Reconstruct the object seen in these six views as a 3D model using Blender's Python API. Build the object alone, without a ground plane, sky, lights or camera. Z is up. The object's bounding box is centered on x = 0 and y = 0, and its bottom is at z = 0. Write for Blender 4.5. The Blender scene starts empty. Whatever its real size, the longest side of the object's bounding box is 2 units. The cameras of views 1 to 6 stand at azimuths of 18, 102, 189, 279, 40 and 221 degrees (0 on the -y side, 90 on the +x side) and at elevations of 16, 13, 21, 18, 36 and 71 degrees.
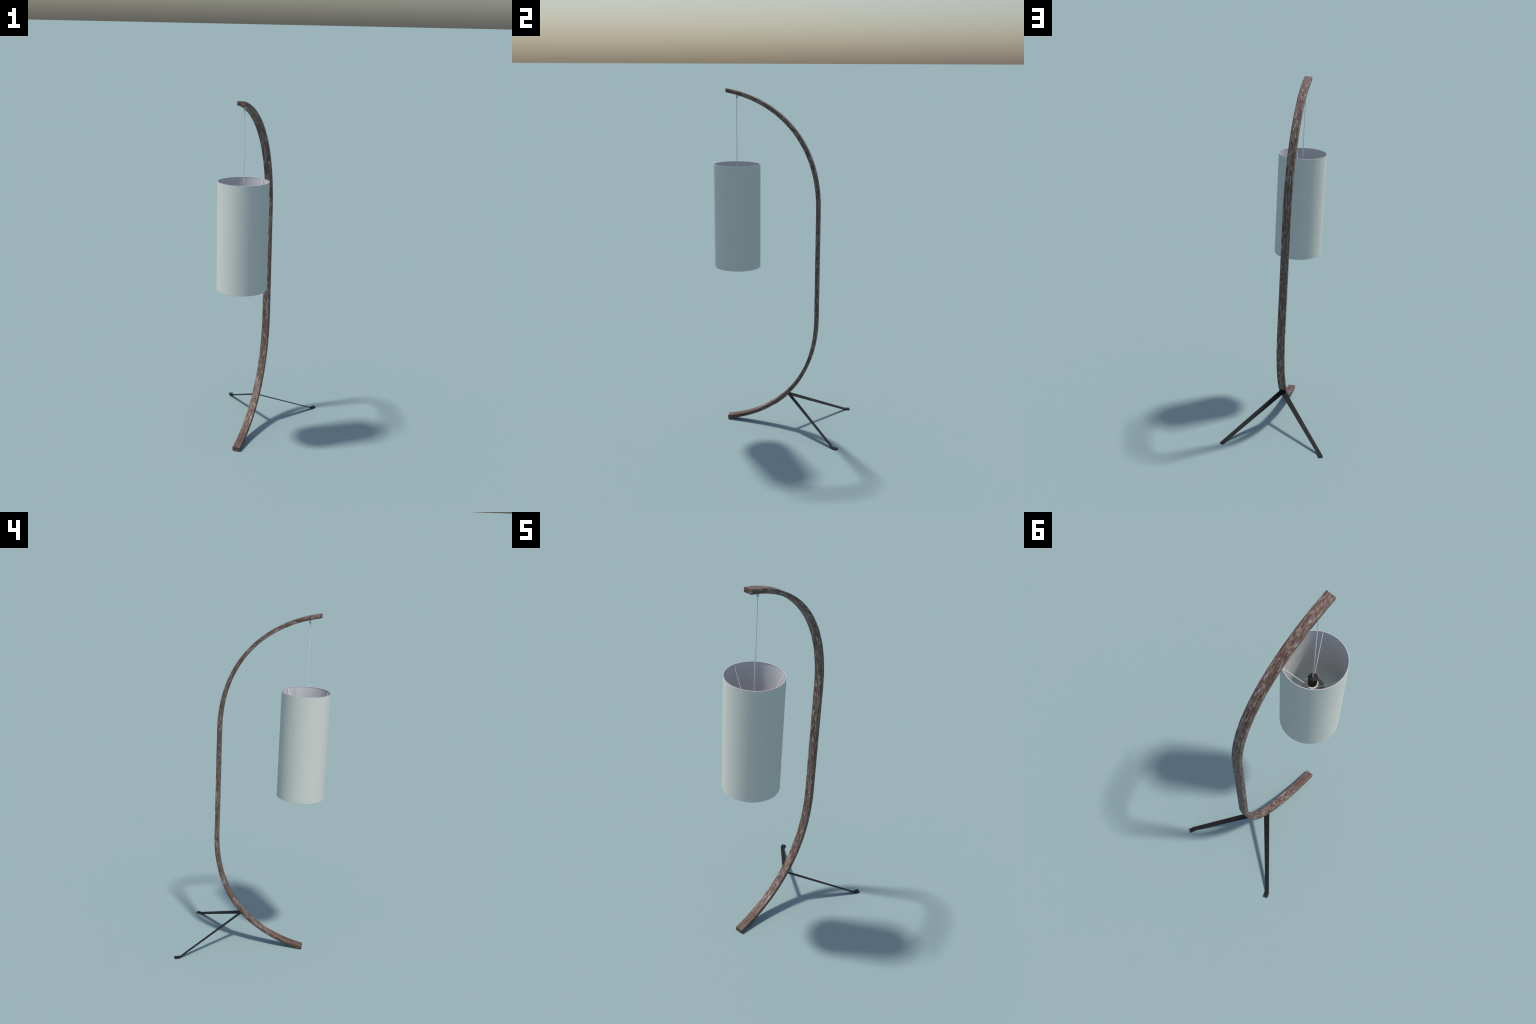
"""Arched wooden floor lamp: a bent laminated stem on a two-legged steel stay,
with a tall drum shade hanging from a thin cord."""
import bpy, bmesh, math, random
from mathutils import Vector, noise

random.seed(7)
scene = bpy.context.scene


# ------------------------------------------------------------------ helpers
def link(ob, parent=None):
    scene.collection.objects.link(ob)
    if parent is not None:
        ob.parent = parent
    return ob


def finish(bm, name, mats, parent, sharp=math.radians(35)):
    """bmesh -> object, smooth shaded with sharp edges above an angle."""
    bmesh.ops.recalc_face_normals(bm, faces=bm.faces[:])
    for f in bm.faces:
        f.smooth = True
    for e in bm.edges:
        if len(e.link_faces) == 2 and e.calc_face_angle(0.0) > sharp:
            e.smooth = False
    me = bpy.data.meshes.new(name)
    bm.to_mesh(me)
    bm.free()
    for m in (mats if isinstance(mats, (list, tuple)) else [mats]):
        me.materials.append(m)
    return link(bpy.data.objects.new(name, me), parent)


def revolve(profile, name, mat, parent, segments=96, centre=(0, 0), squash=(1, 1), turn=0.0, closed=False, sharp=math.radians(35)):
    """Turn an (r, z) profile about a vertical axis; squash makes it oval."""
    bm = bmesh.new()
    rings = []
    ct, st = math.cos(turn), math.sin(turn)
    for r, z in profile:
        if r < 1e-6:
            rings.append([bm.verts.new((centre[0], centre[1], z))])
        else:
            ring = []
            for i in range(segments):
                a = 2 * math.pi * i / segments
                u, v = r * squash[0] * math.cos(a), r * squash[1] * math.sin(a)
                ring.append(bm.verts.new((centre[0] + u * ct - v * st, centre[1] + u * st + v * ct, z)))
            rings.append(ring)
    pairs = list(zip(rings, rings[1:]))
    if closed:
        pairs.append((rings[-1], rings[0]))
    for a, b in pairs:
        for i in range(segments):
            j = (i + 1) % segments
            if len(a) == 1:
                bm.faces.new((a[0], b[i], b[j]))
            elif len(b) == 1:
                bm.faces.new((a[i], a[j], b[0]))
            else:
                bm.faces.new((a[i], a[j], b[j], b[i]))
    return finish(bm, name, mat, parent, sharp)


def tube(points, radii, name, mat, parent, sides=14):
    """Round rod through points with a radius at each point."""
    bm = bmesh.new()
    pts = [Vector(p) for p in points]
    rings = []
    for k, p in enumerate(pts):
        t = (pts[min(k + 1, len(pts) - 1)] - pts[max(k - 1, 0)]).normalized()
        u = t.cross(Vector((0.31, 0.87, 0.2))).normalized()
        w = t.cross(u)
        rings.append([bm.verts.new(p + radii[k] * (math.cos(2 * math.pi * i / sides) * u + math.sin(2 * math.pi * i / sides) * w))
                      for i in range(sides)])
    for a, b in zip(rings, rings[1:]):
        for i in range(sides):
            j = (i + 1) % sides
            bm.faces.new((a[i], a[j], b[j], b[i]))
    bm.faces.new(rings[0])
    bm.faces.new(rings[-1][::-1])
    return finish(bm, name, mat, parent)


class Nodes:
    """Small wrapper that keeps the node trees readable."""

    def __init__(self, name):
        self.mat = bpy.data.materials.new(name)
        self.mat.use_nodes = True
        self.t = self.mat.node_tree
        self.bsdf = self.t.nodes["Principled BSDF"]

    def wire(self, value, socket):
        if isinstance(value, bpy.types.NodeSocket):
            self.t.links.new(value, socket)
        elif value is not None:
            socket.default_value = value

    def math(self, op, a, b=None, c=None, clamp=False):
        n = self.t.nodes.new("ShaderNodeMath")
        n.operation = op
        n.use_clamp = clamp
        for v, s in zip((a, b, c), n.inputs):
            self.wire(v, s)
        return n.outputs[0]

    def coords(self):
        n = self.t.nodes.new("ShaderNodeTexCoord")
        s = self.t.nodes.new("ShaderNodeSeparateXYZ")
        self.t.links.new(n.outputs["Object"], s.inputs[0])
        return n.outputs["Object"], s.outputs[0], s.outputs[1], s.outputs[2]

    def combine(self, x, y, z):
        n = self.t.nodes.new("ShaderNodeCombineXYZ")
        for v, s in zip((x, y, z), n.inputs):
            self.wire(v, s)
        return n.outputs[0]

    def noise(self, vec, scale, detail=2.0, rough=0.5, stretch=None, offset=(0, 0, 0)):
        if stretch is not None or any(offset):
            m = self.t.nodes.new("ShaderNodeMapping")
            m.inputs["Scale"].default_value = stretch or (1, 1, 1)
            m.inputs["Location"].default_value = offset
            self.t.links.new(vec, m.inputs[0])
            vec = m.outputs[0]
        n = self.t.nodes.new("ShaderNodeTexNoise")
        n.inputs["Scale"].default_value = scale
        n.inputs["Detail"].default_value = detail
        n.inputs["Roughness"].default_value = rough
        self.t.links.new(vec, n.inputs["Vector"])
        return n.outputs["Fac"]

    def ramp(self, fac, stops):
        n = self.t.nodes.new("ShaderNodeValToRGB")
        el = n.color_ramp.elements
        while len(el) < len(stops):
            el.new(0.5)
        for e, (p, c) in zip(el, stops):
            e.position = p
            e.color = (c, c, c, 1) if isinstance(c, (int, float)) else (*c, 1)
        self.t.links.new(fac, n.inputs[0])
        return n.outputs[0]

    def mix(self, fac, a, b):
        n = self.t.nodes.new("ShaderNodeMix")
        n.data_type = "RGBA"
        self.wire(fac, n.inputs[0])
        self.wire((*a, 1) if isinstance(a, tuple) else a, n.inputs[6])
        self.wire((*b, 1) if isinstance(b, tuple) else b, n.inputs[7])
        return n.outputs[2]

    def bump(self, height, strength, distance):
        n = self.t.nodes.new("ShaderNodeBump")
        n.inputs["Strength"].default_value = strength
        n.inputs["Distance"].default_value = distance
        self.t.links.new(height, n.inputs["Height"])
        self.t.links.new(n.outputs[0], self.bsdf.inputs["Normal"])

    def set(self, **kw):
        for k, v in kw.items():
            s = self.bsdf.inputs[k.replace("_", " ")]
            self.wire((*v, 1) if isinstance(v, tuple) and len(v) == 3 else v, s)
        return self.mat


# ---------------------------------------------------------------- the stem line
# Straight upright, mirrored about z = 1; each end is one cubic sweep.
STEM_X = -0.0002         # the board stands a hair off the mid plane
STEM_Y = 0.2159          # centre line of the upright
BEND_Z = 1.322           # where the straight part ends
TIP_Y, TIP_Z = -0.322, 1.9893
TIP_SLOPE = 0.166
HALF_W, HALF_T = 0.0217, 0.0107
ARC_C = (-0.452, 1.345)  # circle that follows the sweep closely, for the grain
ARC_R = 0.664


def sweep(t):
    p0 = Vector((STEM_Y, BEND_Z)); p1 = p0 + Vector((0, 0.433))
    p3 = Vector((TIP_Y, TIP_Z)); p2 = p3 + 0.259 * Vector((math.cos(TIP_SLOPE), -math.sin(TIP_SLOPE)))
    u = 1 - t
    p = u**3 * p0 + 3 * u * u * t * p1 + 3 * u * t * t * p2 + t**3 * p3
    d = 3 * u * u * (p1 - p0) + 6 * u * t * (p2 - p1) + 3 * t * t * (p3 - p2)
    return p, d.normalized()


def stem_line():
    """Points (y, z) and tangents from the foot end up to the tip."""
    upper = [sweep(i / 150) for i in range(151)]
    p, d = upper[-1]
    upper.append((p + 0.02 * d, d))                 # run on, cut square later
    lower = [(Vector((q.x, 2 - q.y)), Vector((-e.x, e.y))) for q, e in reversed(upper)]
    n = 40
    mid = [(Vector((STEM_Y, (2 - BEND_Z) + (2 * BEND_Z - 2) * i / n)), Vector((0, 1))) for i in range(1, n)]
    return lower + mid + upper


def stem_at(y):
    """Lower sweep: centre point and outward (under-side) normal at a given y."""
    best = min((sweep(i / 2000) for i in range(2001)), key=lambda s: abs(s[0].x - y))
    p, d = best
    pos = Vector((0, p.x, 2 - p.y))
    tan = Vector((0, -d.x, d.y))                    # heading up the stem
    out = Vector((0, tan.z, -tan.y))                # away from the bend centre
    return pos, tan, out


# ------------------------------------------------------------------ materials
def limed_wood(name, end_grain=False):
    m = Nodes(name)
    obj, x, y, z = m.coords()
    # unroll the bent stem: s runs along it, n across its thickness
    h = m.math("SUBTRACT", z, 1.0)
    up = m.math("ABSOLUTE", h)
    dz = m.math("SUBTRACT", up, ARC_C[1] - 1.0)
    dy = m.math("SUBTRACT", y, ARC_C[0])
    on_arc = m.math("GREATER_THAN", dz, 0.0)
    dz0 = m.math("MAXIMUM", dz, 0.0)
    ang = m.math("ARCTAN2", dz0, dy)
    s = m.math("ADD", m.math("MINIMUM", up, ARC_C[1] - 1.0), m.math("MULTIPLY", ang, ARC_R))
    s = m.math("MULTIPLY", s, m.math("SIGN", h))
    rad = m.math("SQRT", m.math("ADD", m.math("MULTIPLY", dy, dy), m.math("MULTIPLY", dz0, dz0)))
    vec = m.combine(x, rad, s)
    if end_grain:      # plies seen on the sawn ends
        vec = m.combine(m.math("MULTIPLY", x, 0.04), m.math("MULTIPLY", z, 0.8), m.math("MULTIPLY", y, 0.1))
    # broad tone along the board, finer brown grain, then the white liming
    e = end_grain
    tone = m.noise(vec, 1.0, 2.0, 0.5, stretch=(75, 75, 15))
    grain = m.noise(vec, 1.0, 3.0, 0.65, stretch=(760, 760, 760 if e else 40))
    brown = m.ramp(m.math("ADD", m.math("MULTIPLY", grain, 0.6), m.math("MULTIPLY", tone, 0.4)),
                   [(0.36, (0.052, 0.027, 0.019)), (0.50, (0.100, 0.053, 0.038)), (0.64, (0.165, 0.094, 0.070))])
    fleck = m.noise(vec, 1.0, 1.5, 0.5, stretch=(950, 950, 950 if e else 95), offset=(3.1, 1.7, 9.2))
    streak = m.noise(vec, 1.0, 1.5, 0.5, stretch=(780, 320 if e else 780, 780 if e else 34), offset=(5.3, 2.9, 4.4))
    patch = m.noise(vec, 1.0, 2.0, 0.55, stretch=(110, 110, 24), offset=(7.7, 0.4, 2.6))
    # the liming is rubbed thin towards the foot
    worn = m.math("MULTIPLY", m.math("SUBTRACT", -0.98, s), 0.35, clamp=True)
    thr = m.math("ADD", m.math("MULTIPLY_ADD", patch, -0.38, 0.786), m.math("MINIMUM", worn, 0.07))
    a = m.math("MULTIPLY", m.math("SUBTRACT", fleck, thr), 6.0, clamp=True)
    b = m.math("MULTIPLY", m.math("SUBTRACT", streak, m.math("SUBTRACT", thr, 0.012)), 7.0, clamp=True)
    lime = m.math("MAXIMUM", m.math("MULTIPLY", a, 0.7), b)
    haze = m.math("MULTIPLY", m.math("SUBTRACT", patch, 0.42), 2.4, clamp=True)
    col = m.mix(m.math("MULTIPLY", haze, 0.45), brown, (0.21, 0.135, 0.106))
    col = m.mix(m.math("MULTIPLY", lime, 0.85), col, (0.62, 0.545, 0.51))
    m.bump(m.math("SUBTRACT", grain, m.math("MULTIPLY", lime, 0.3)), 0.15, 0.0006)
    return m.set(Base_Color=col, Roughness=0.62, Specular_IOR_Level=0.35)


def linen(name):
    m = Nodes(name)
    obj, x, y, z = m.coords()
    # weave: threads run round the drum and straight down it
    ang = m.math("ARCTAN2", m.math("SUBTRACT", y, SHADE_C[1]), m.math("SUBTRACT", x, SHADE_C[0]))
    vec = m.combine(m.math("MULTIPLY", ang, 0.137), z, 0.0)
    weft = m.noise(vec, 1.0, 2.0, 0.6, stretch=(90, 520, 1))
    warp = m.noise(vec, 1.0, 2.0, 0.6, stretch=(520, 90, 1))
    cloth = m.math("ADD", m.math("MULTIPLY", weft, 0.5), m.math("MULTIPLY", warp, 0.5))
    mottle = m.noise(vec, 1.0, 3.0, 0.6, stretch=(70, 70, 1), offset=(2.0, 5.0, 0.0))
    cloth = m.math("ADD", m.math("MULTIPLY", cloth, 0.7), m.math("MULTIPLY", mottle, 0.3))
    col = m.ramp(cloth, [(0.3, (0.540, 0.555, 0.510)), (0.7, (0.660, 0.670, 0.613))])
    m.bump(cloth, 0.15, 0.0005)
    return m.set(Base_Color=col, Roughness=0.9, Specular_IOR_Level=0.2, Sheen_Weight=0.05)


def plain(name, colour, roughness, spec=0.5, metallic=0.0, grain=0.0, grain_scale=200):
    m = Nodes(name)
    obj, *_ = m.coords()
    n = m.noise(obj, grain_scale, 2.0)
    lo = tuple(c * (1 - grain) for c in colour)
    hi = tuple(c * (1 + grain) for c in colour)
    return m.set(Base_Color=m.mix(n, lo, hi), Roughness=roughness, Specular_IOR_Level=spec, Metallic=metallic)


SHADE_C = (-0.0008, -0.2615)
SHADE_RX, SHADE_RY = 0.1397, 0.1337
SHADE_TURN = math.radians(33)            # the drum is slightly oval, long way round at this angle
SHADE_TOP, SHADE_BOTTOM = 1.5732, 0.9705

WOOD = limed_wood("limed_brown_wood")
WOOD_END = limed_wood("limed_wood_end", end_grain=True)
STEEL = plain("black_coated_steel", (0.0125, 0.0125, 0.0135), 0.6, 0.22, grain=0.2)
SCREW = plain("dull_screw_steel", (0.035, 0.035, 0.037), 0.5, 0.4, grain=0.15)
LINEN = linen("pale_grey_linen")
LINER = plain("white_shade_liner", (0.635, 0.635, 0.635), 0.55, 0.4, grain=0.02, grain_scale=60)
TAPE = plain("lilac_white_tape", (0.49, 0.485, 0.53), 0.6, 0.3, grain=0.03)
CORD = plain("pale_grey_cord", (0.70, 0.69, 0.73), 0.5, 0.4, grain=0.05)
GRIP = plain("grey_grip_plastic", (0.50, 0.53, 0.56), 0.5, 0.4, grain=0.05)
WIRE = plain("white_wire", (0.78, 0.77, 0.77), 0.4, 0.4, grain=0.03)
BAKELITE = plain("black_plastic", (0.012, 0.012, 0.012), 0.6, 0.25, grain=0.1)
CERAMIC = plain("white_collar", (0.75, 0.73, 0.70), 0.4, 0.5, grain=0.02)
BULB = plain("grey_glass_bulb", (0.30, 0.29, 0.28), 0.28, 0.5, grain=0.02, grain_scale=20)

# ------------------------------------------------------------------ the lamp
lamp = link(bpy.data.objects.new("floor_lamp", None))
lamp["label"] = "tall arched brown wooden floor lamp with hanging pale drum shade"
lamp["category"] = "floor lamp"


def build_stem():
    bm = bmesh.new()
    c = 0.0014                                     # worn corner chamfer
    w, t = HALF_W, HALF_T
    section = []
    for sx, st in ((1, 1), (-1, 1), (-1, -1), (1, -1)):
        a, b = (sx * w, st * (t - c)), (sx * (w - c), st * t)
        section += [a, b] if sx * st > 0 else [b, a]
    # split long sides so the faces can be slightly uneven
    fine = []
    for i, p in enumerate(section):
        q = section[(i + 1) % len(section)]
        k = 6 if abs(p[0] - q[0]) > w else (3 if abs(p[1] - q[1]) > t else 1)
        fine += [(p[0] + (q[0] - p[0]) * j / k, p[1] + (q[1] - p[1]) * j / k) for j in range(k)]
    rings = []
    for p, d in stem_line():
        nrm = Vector((d.y, -d.x))                  # outer side of the bend
        ring = []
        for sx, st in fine:
            q = Vector((sx, p.x + st * nrm.x, p.y + st * nrm.y))
            n = noise.noise(Vector((q.x * 160, q.y * 45, q.z * 45)))
            k = 1 + 0.018 * n                      # hand-worn, not machine flat
            ring.append(bm.verts.new((STEM_X + sx * (1 + 0.010 * n), p.x + st * k * nrm.x, p.y + st * k * nrm.y)))
        rings.append(ring)
    m = len(fine)
    for a, b in zip(rings, rings[1:]):
        for i in range(m):
            bm.faces.new((a[i], a[(i + 1) % m], b[(i + 1) % m], b[i]))
    # saw both ends off upright
    geom = bm.verts[:] + bm.edges[:] + bm.faces[:]
    cut = bmesh.ops.bisect_plane(bm, geom=geom, plane_co=(0, TIP_Y, 1), plane_no=(0, -1, 0), clear_outer=True)
    edges = [e for e in bm.edges if e.is_boundary]
    caps = bmesh.ops.holes_fill(bm, edges=edges, sides=0)["faces"]
    for f in caps:
        f.material_index = 1
    # rest exactly on the floor, top out at two metres
    zs = [v.co.z for v in bm.verts]
    lo, hi = min(zs), max(zs)
    for v in bm.verts:
        v.co.z = (v.co.z - lo) * 2.0 / (hi - lo)
    return finish(bm, "stem", [WOOD, WOOD_END], lamp, math.radians(50))


stem = build_stem()


def build_screw(y, mesh=None):
    pos, tan, out = stem_at(y)
    top = pos - out * (HALF_T + 0.0006)
    bm = bmesh.new()
    prof = [(0.0001, 0.0008), (0.0030, 0.0007), (0.0045, 0.0003), (0.0050, -0.0003), (0.0050, -0.003)]
    side = Vector((1, 0, 0))
    rings = []
    for r, hgt in prof:
        rings.append([bm.verts.new(top - out * hgt + r * (math.cos(a) * side + math.sin(a) * tan))
                      for a in [2 * math.pi * i / 24 for i in range(24)]])
    for a, b in zip(rings, rings[1:]):
        for i in range(24):
            bm.faces.new((a[i], a[(i + 1) % 24], b[(i + 1) % 24], b[i]))
    bm.faces.new(rings[0])
    return finish(bm, "screw", SCREW, stem)


for sy in (0.0205, -0.0190):
    build_screw(sy)

# ------------------------------------------------------------------ steel stay
LEG_T = 0.0035
BEND_Y, LEG_SLOPE = 0.3640, 0.6130
LEG_TOP_Y = 0.0535


def leg_z(y):
    return LEG_T + LEG_SLOPE * (BEND_Y - y)


def build_leg(side):
    """Flat bar: splayed strip from under the stem, folded into a floor pad."""
    top = [(0.0, LEG_TOP_Y), (0.0190, LEG_TOP_Y), (0.2896, BEND_Y), (0.2624, BEND_Y), (0.0, 0.0765)]
    pad = [(0.2896, BEND_Y), (0.2988, 0.3868), (0.2768, 0.3972), (0.2624, BEND_Y)]
    cosa = 1 / math.hypot(1, LEG_SLOPE)
    nrm = Vector((0, LEG_SLOPE * cosa, cosa))
    bm = bmesh.new()
    keys = {}

    def vert(x, y, low):
        k = (round(x, 5), round(y, 5), low)
        if k not in keys:
            if y > BEND_Y - 1e-6:
                co = Vector((x, y, 0.0 if low else LEG_T))
                if abs(y - BEND_Y) < 1e-6 and low:
                    co.y -= LEG_T * math.tan(math.atan(LEG_SLOPE) / 2)
            else:
                co = Vector((x, y, leg_z(y))) - (nrm * LEG_T if low else Vector())
            co.x *= side
            keys[k] = bm.verts.new(co)
        return keys[k]

    for outline in (top, pad):
        bm.faces.new([vert(x, y, False) for x, y in outline])
        bm.faces.new([vert(x, y, True) for x, y in reversed(outline)])
    rim = [top[0], top[1], top[2], pad[1], pad[2], top[3], top[4]]
    for a, b in zip(rim, rim[1:] + rim[:1]):
        bm.faces.new((vert(*a, False), vert(*b, False), vert(*b, True), vert(*a, True)))
    bmesh.ops.recalc_face_normals(bm, faces=bm.faces[:])
    edges = [e for e in bm.edges if e.calc_face_angle(0) > math.radians(60)
             and not all(abs(v.co.x) < 1e-6 for v in e.verts)]
    bmesh.ops.bevel(bm, geom=edges, offset=0.0005, segments=1, affect="EDGES")
    return finish(bm, "leg", STEEL, lamp)


for sd in (1, -1):
    build_leg(sd)


def build_plate():
    """Thin plate screwed along the underside of the stem, carrying the legs."""
    bm = bmesh.new()
    w, t = 0.0195, 0.0015
    rings = []
    for i in range(15):
        y = -0.0305 + (0.0540 + 0.0305) * i / 14
        pos, tan, out = stem_at(y)
        a = pos + out * (HALF_T - 0.001)
        b = pos + out * (HALF_T + t)
        rings.append([bm.verts.new(p) for p in (a + Vector((w, 0, 0)), b + Vector((w, 0, 0)),
                                                b - Vector((w, 0, 0)), a - Vector((w, 0, 0)))])
    for a, b in zip(rings, rings[1:]):
        for i in range(4):
            bm.faces.new((a[i], a[(i + 1) % 4], b[(i + 1) % 4], b[i]))
    bm.faces.new(rings[0])
    bm.faces.new(rings[-1][::-1])
    return finish(bm, "mounting_plate", STEEL, lamp)


build_plate()

# ------------------------------------------------------------------ lampshade
sq = (SHADE_RX, SHADE_RY)
shade = revolve([(1.0, SHADE_BOTTOM + 0.001 + (SHADE_TOP - SHADE_BOTTOM - 0.002) * i / 24) for i in range(25)]
                + [(0.9905, SHADE_TOP - 0.001), (0.9905, SHADE_BOTTOM + 0.001)],
                "lampshade", LINEN, lamp, 160, SHADE_C, sq, SHADE_TURN, closed=True)
revolve([(0.9895, SHADE_TOP - 0.0015), (0.9825, SHADE_TOP - 0.0015), (0.9825, SHADE_BOTTOM + 0.0015), (0.9895, SHADE_BOTTOM + 0.0015)],
        "liner", LINER, shade, 160, SHADE_C, sq, SHADE_TURN, closed=True)


def build_rim(z, sign):
    """Taped wire ring closing the edge of the shade."""
    rr, hh = 0.0019, 0.0014
    prof = []
    for i in range(14):
        a = 2 * math.pi * i / 14
        prof.append((1.0 + (-0.0016 + rr * math.cos(a)) / 0.137, z - sign * (hh - 0.0006) + hh * math.sin(a)))
    return revolve(prof, "rim", TAPE, shade, 160, SHADE_C, sq, SHADE_TURN, closed=True)


build_rim(SHADE_TOP, 1)
build_rim(SHADE_BOTTOM, -1)

# ------------------------------------------------------------------ cord and fitting
CX, CY = 0.0003, -0.2620
SOCKET_TOP, COLLAR_Z = 1.410, 1.346

fitting = revolve([(0.0, SOCKET_TOP - 0.0045), (0.0045, SOCKET_TOP - 0.0045), (0.0055, SOCKET_TOP - 0.0005), (0.0090, SOCKET_TOP),
                   (0.0170, SOCKET_TOP - 0.0012), (0.0203, SOCKET_TOP - 0.0040), (0.0211, SOCKET_TOP - 0.0080),
                   (0.0211, SOCKET_TOP - 0.0260), (0.0194, SOCKET_TOP - 0.0290), (0.0194, SOCKET_TOP - 0.0310),
                   (0.0207, SOCKET_TOP - 0.0330), (0.0207, SOCKET_TOP - 0.0600), (0.0194, SOCKET_TOP - 0.0680), (0.0, SOCKET_TOP - 0.0680)],
                  "lamp_socket", BAKELITE, lamp, 48, (CX, CY))
revolve([(0.0196, COLLAR_Z + 0.003), (0.0252, COLLAR_Z + 0.003), (0.0262, COLLAR_Z + 0.0015), (0.0262, COLLAR_Z - 0.003), (0.0196, COLLAR_Z - 0.004)],
        "collar", CERAMIC, fitting, 48, (CX, CY), closed=True)
BR, BZ = 0.0555, 1.2890
prof = [(0.0, BZ - BR)]
for i in range(1, 32):
    a = -math.pi / 2 + math.radians(153) * i / 31
    prof.append((BR * math.cos(a), BZ + BR * math.sin(a)))
prof += [(0.0165, BZ + BR * 0.92 + 0.004), (0.0155, COLLAR_Z), (0.0, COLLAR_Z)]
revolve(prof, "bulb", BULB, fitting, 64, (CX, CY))

# three wire spokes from the top ring down to the collar
for deg in (175.5, 56.0, -64.5):
    a = math.radians(deg)
    b = a - SHADE_TURN
    reach = 0.977 / math.hypot(math.cos(b) / SHADE_RX, math.sin(b) / SHADE_RY)
    rim_pt = Vector((SHADE_C[0] + reach * math.cos(a), SHADE_C[1] + reach * math.sin(a), SHADE_TOP - 0.0045))
    hub_pt = Vector((CX + 0.0250 * math.cos(a), CY + 0.0250 * math.sin(a), COLLAR_Z + 0.0005))
    tube([rim_pt, rim_pt.lerp(hub_pt, 0.5), hub_pt], [0.0018] * 3, "spoke", WIRE, shade, 10)

# cord grip: a short peg square to the underside of the arm
pos, tan, out = stem_at(-0.2545)
arm = Vector((0, pos.y, 2 - pos.z))                     # mirrored into the upper sweep
inward = Vector((0, -out.y, out.z))
root = arm + inward * (HALF_T - 0.001)
peg = [(0.0, 0.0056), (0.004, 0.0056), (0.010, 0.0058), (0.016, 0.0052), (0.021, 0.0034), (0.0225, 0.0022)]
tube([root + inward * d for d, r in peg], [r for d, r in peg], "cord_grip", GRIP, lamp, 20)
start = root + inward * 0.0205
pts, rad = [start], [0.0020]
N = 48
for i in range(1, N + 1):
    f = i / N
    z = start.z + (SOCKET_TOP - 0.004 - start.z) * f
    ease = 1 - math.exp(-f * 30)
    y = start.y + (CY - start.y) * ease
    x = CX + 0.0004 * math.sin(f * 6.0 + 0.6) * (1 - f)
    pts.append(Vector((x, y, z)))
    rad.append(0.0022)
tube(pts, rad, "cord", CORD, lamp, 12)
